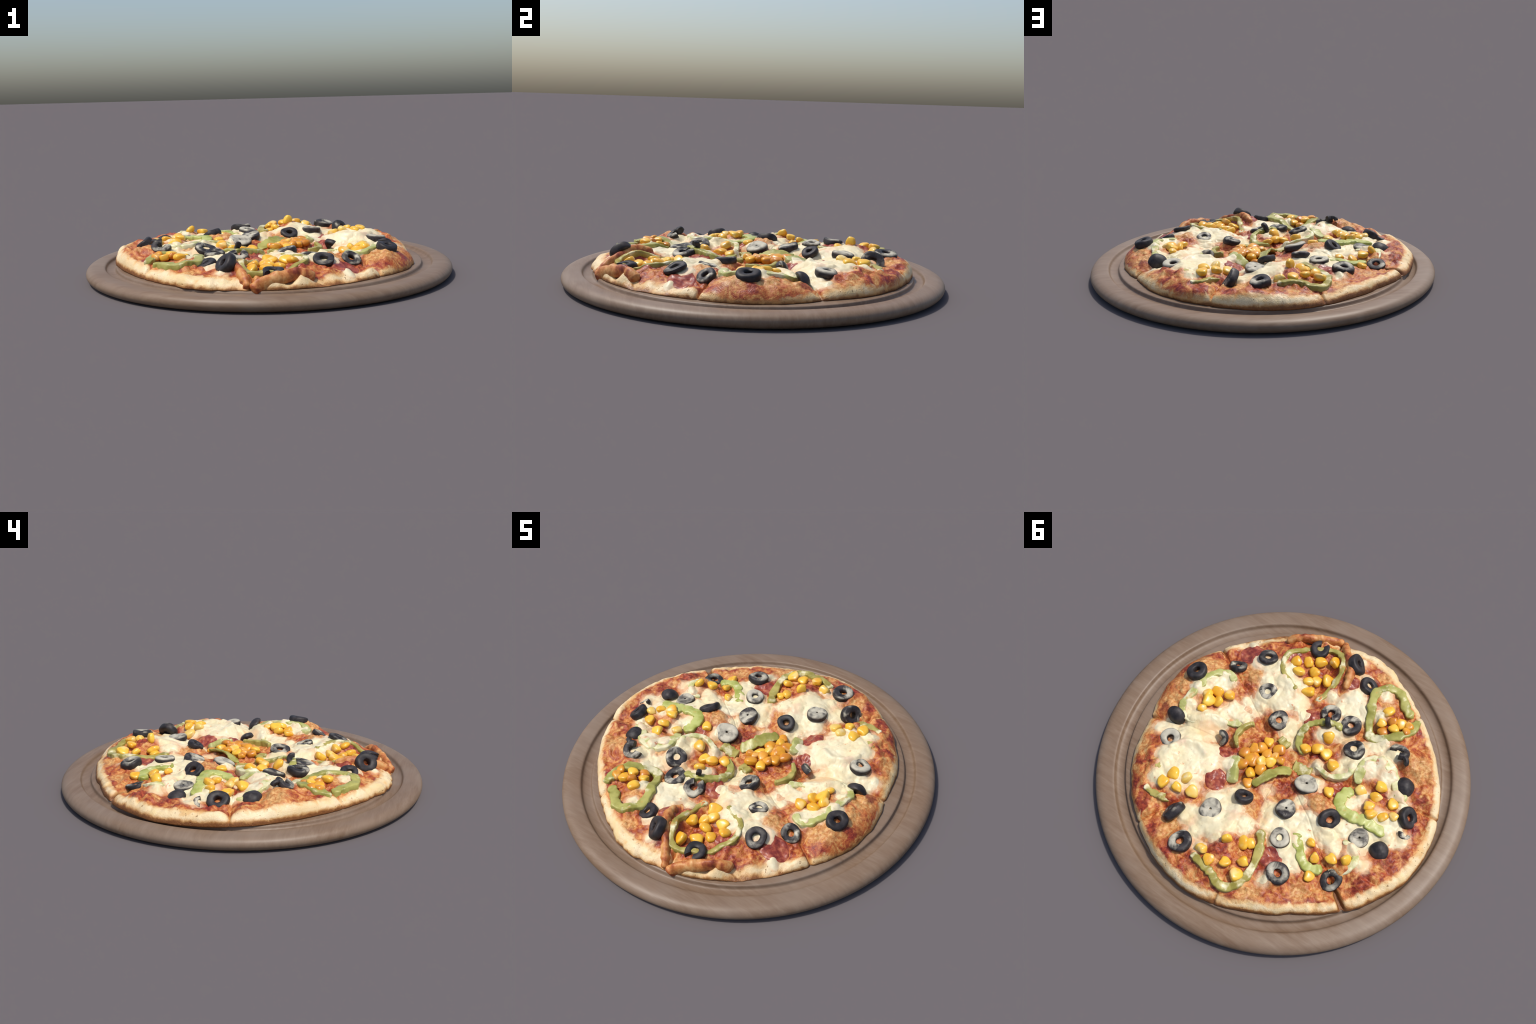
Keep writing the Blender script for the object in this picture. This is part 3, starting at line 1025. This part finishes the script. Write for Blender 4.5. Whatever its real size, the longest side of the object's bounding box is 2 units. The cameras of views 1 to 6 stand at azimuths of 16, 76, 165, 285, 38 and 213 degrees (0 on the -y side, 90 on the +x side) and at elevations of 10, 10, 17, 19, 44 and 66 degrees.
def build_peppers(parent):
    looks = {'green': material_pepper('green_pepper', (.24, .225, .040), (.39, .365, .10), .2),
             'olive': material_pepper('cooked_pepper', (.25, .21, .038), (.40, .34, .095), .25),
             'bright': material_pepper('bright_pepper', (.29, .31, .055), (.44, .46, .145), .15),
             'veiled': material_pepper('cheesy_pepper', (.36, .36, .10), (.52, .51, .23), .5)}
    for i, (kind, path, w, h, lift, lean, look) in enumerate(PEPPERS):
        P = spline([(x, y, 0) for x, y in path], max(24, len(path) * 6))
        z = dough(P[:, 0], P[:, 1], lumps=False)
        # pepper walls are stiff: smooth their height along the path
        for _ in range(6):
            z[1:-1] = (z[:-2] + 2 * z[1:-1] + z[2:]) / 4
        P[:, 2] = z + lift + .003 * vnoise(np.arange(len(z)) * .15, i * 2.0, 0, 2)
        # the wall of the fruit leans outwards and is thinner than it looks from above
        vs, fs = sweep(P, w, h, lean, n=len(P) * 2, seed=i, power=.38, M=20)
        V = np.array(vs)
        V[:, 2] += .004 * fbm(V[:, 0] * 30, V[:, 1] * 30, V[:, 2] * 30, octaves=2, seed=50 + i)
        V[:, :2] += .004 * np.stack([fbm(V[:, 0] * 25, V[:, 1] * 25, V[:, 2] * 40, octaves=2, seed=60 + i),
                                     fbm(V[:, 0] * 25, V[:, 1] * 25, V[:, 2] * 40, octaves=2, seed=70 + i)], -1)
        vs = V
        me = make_mesh('pepper_' + kind, vs, fs, looks[look])
        fix_normals(me)
        make_obj('pepper_' + kind, me, parent)


def build_folds(parent, mat):
    """Places where the dough edge is folded over itself."""
    folds = [([(.124, -.834, .104), (.096, -.788, .142), (.055, -.735, .168), (.012, -.685, .186), (-.022, -.635, .202),
               (-.040, -.580, .196), (-.050, -.520, .166)], .044, .076),
             ([(.126, -.832, .104), (.170, -.797, .128), (.232, -.757, .150), (.300, -.715, .162), (.352, -.680, .158),
               (.405, -.635, .124)], .044, .066)]
    for i, (path, w, h) in enumerate(folds):
        vs, fs = sweep(path, w, h, n=70, seed=40 + i, power=.9, M=24)
        V = np.array(vs)
        d = fbm(V[:, 0] * 22, V[:, 1] * 22, V[:, 2] * 22, octaves=3, seed=30)
        V[:, 2] += .004 * d
        V[:, 0] += .006 * fbm(V[:, 0] * 18, V[:, 1] * 18, V[:, 2] * 18, octaves=2, seed=33)
        me = make_mesh('crust_fold', V, fs, mat)
        fix_normals(me)
        make_obj('crust_fold', me, parent)


SALAMI = [(.500, -.455, .075), (.285, -.565, .055), (.014, -.298, .060), (.237, .282, .060), (-.239, .480, .062),
          (-.060, -.585, .045), (-.330, -.011, .050), (.284, .122, .045)]


def build_salami(parent):
    mat = material_salami()
    for i, (cx, cy, r) in enumerate(SALAMI):
        N, K = 48, 10
        vs, fs = [], []
        for k in range(K + 1):
            for j in range(N):
                a = TAU * j / N
                rr = r * (k / K) * (1 + .06 * math.cos(2 * a + i) + .03 * math.cos(5 * a + 2 * i))
                vs.append((cx + rr * math.cos(a), cy + rr * math.sin(a), 0))
        V = np.array(vs)
        z = dough(V[:, 0], V[:, 1]) + embed(V[:, 0], V[:, 1]) - cut_groove(V[:, 0], V[:, 1])
        k = np.repeat(np.arange(K + 1) / K, N)
        V[:, 2] = z + .0055 * np.sqrt(np.maximum(1 - k ** 8, 0)) - .003 * (k > .99)
        for a in range(K):
            for j in range(N):
                l = (j + 1) % N
                fs.append((a * N + j, (a + 1) * N + j, (a + 1) * N + l, a * N + l))
        me = make_mesh('salami_slice', V, fs, mat)
        make_obj('salami_slice', me, parent)


# ------------------------------------------------------------------ put together
def build():
    build_board()
    pizza = bpy.data.objects.new('pizza', None)
    bpy.context.scene.collection.objects.link(pizza)
    pizza['label'] = 'baked pizza cut in eight, olives, corn, green pepper'
    pizza['category'] = 'pizza'
    crust = material_crust()
    build_crust(pizza, crust, material_cheese())
    build_folds(pizza, material_fold())
    build_salami(pizza)
    build_peppers(pizza)
    build_corn(pizza)
    build_olives(pizza)


build()
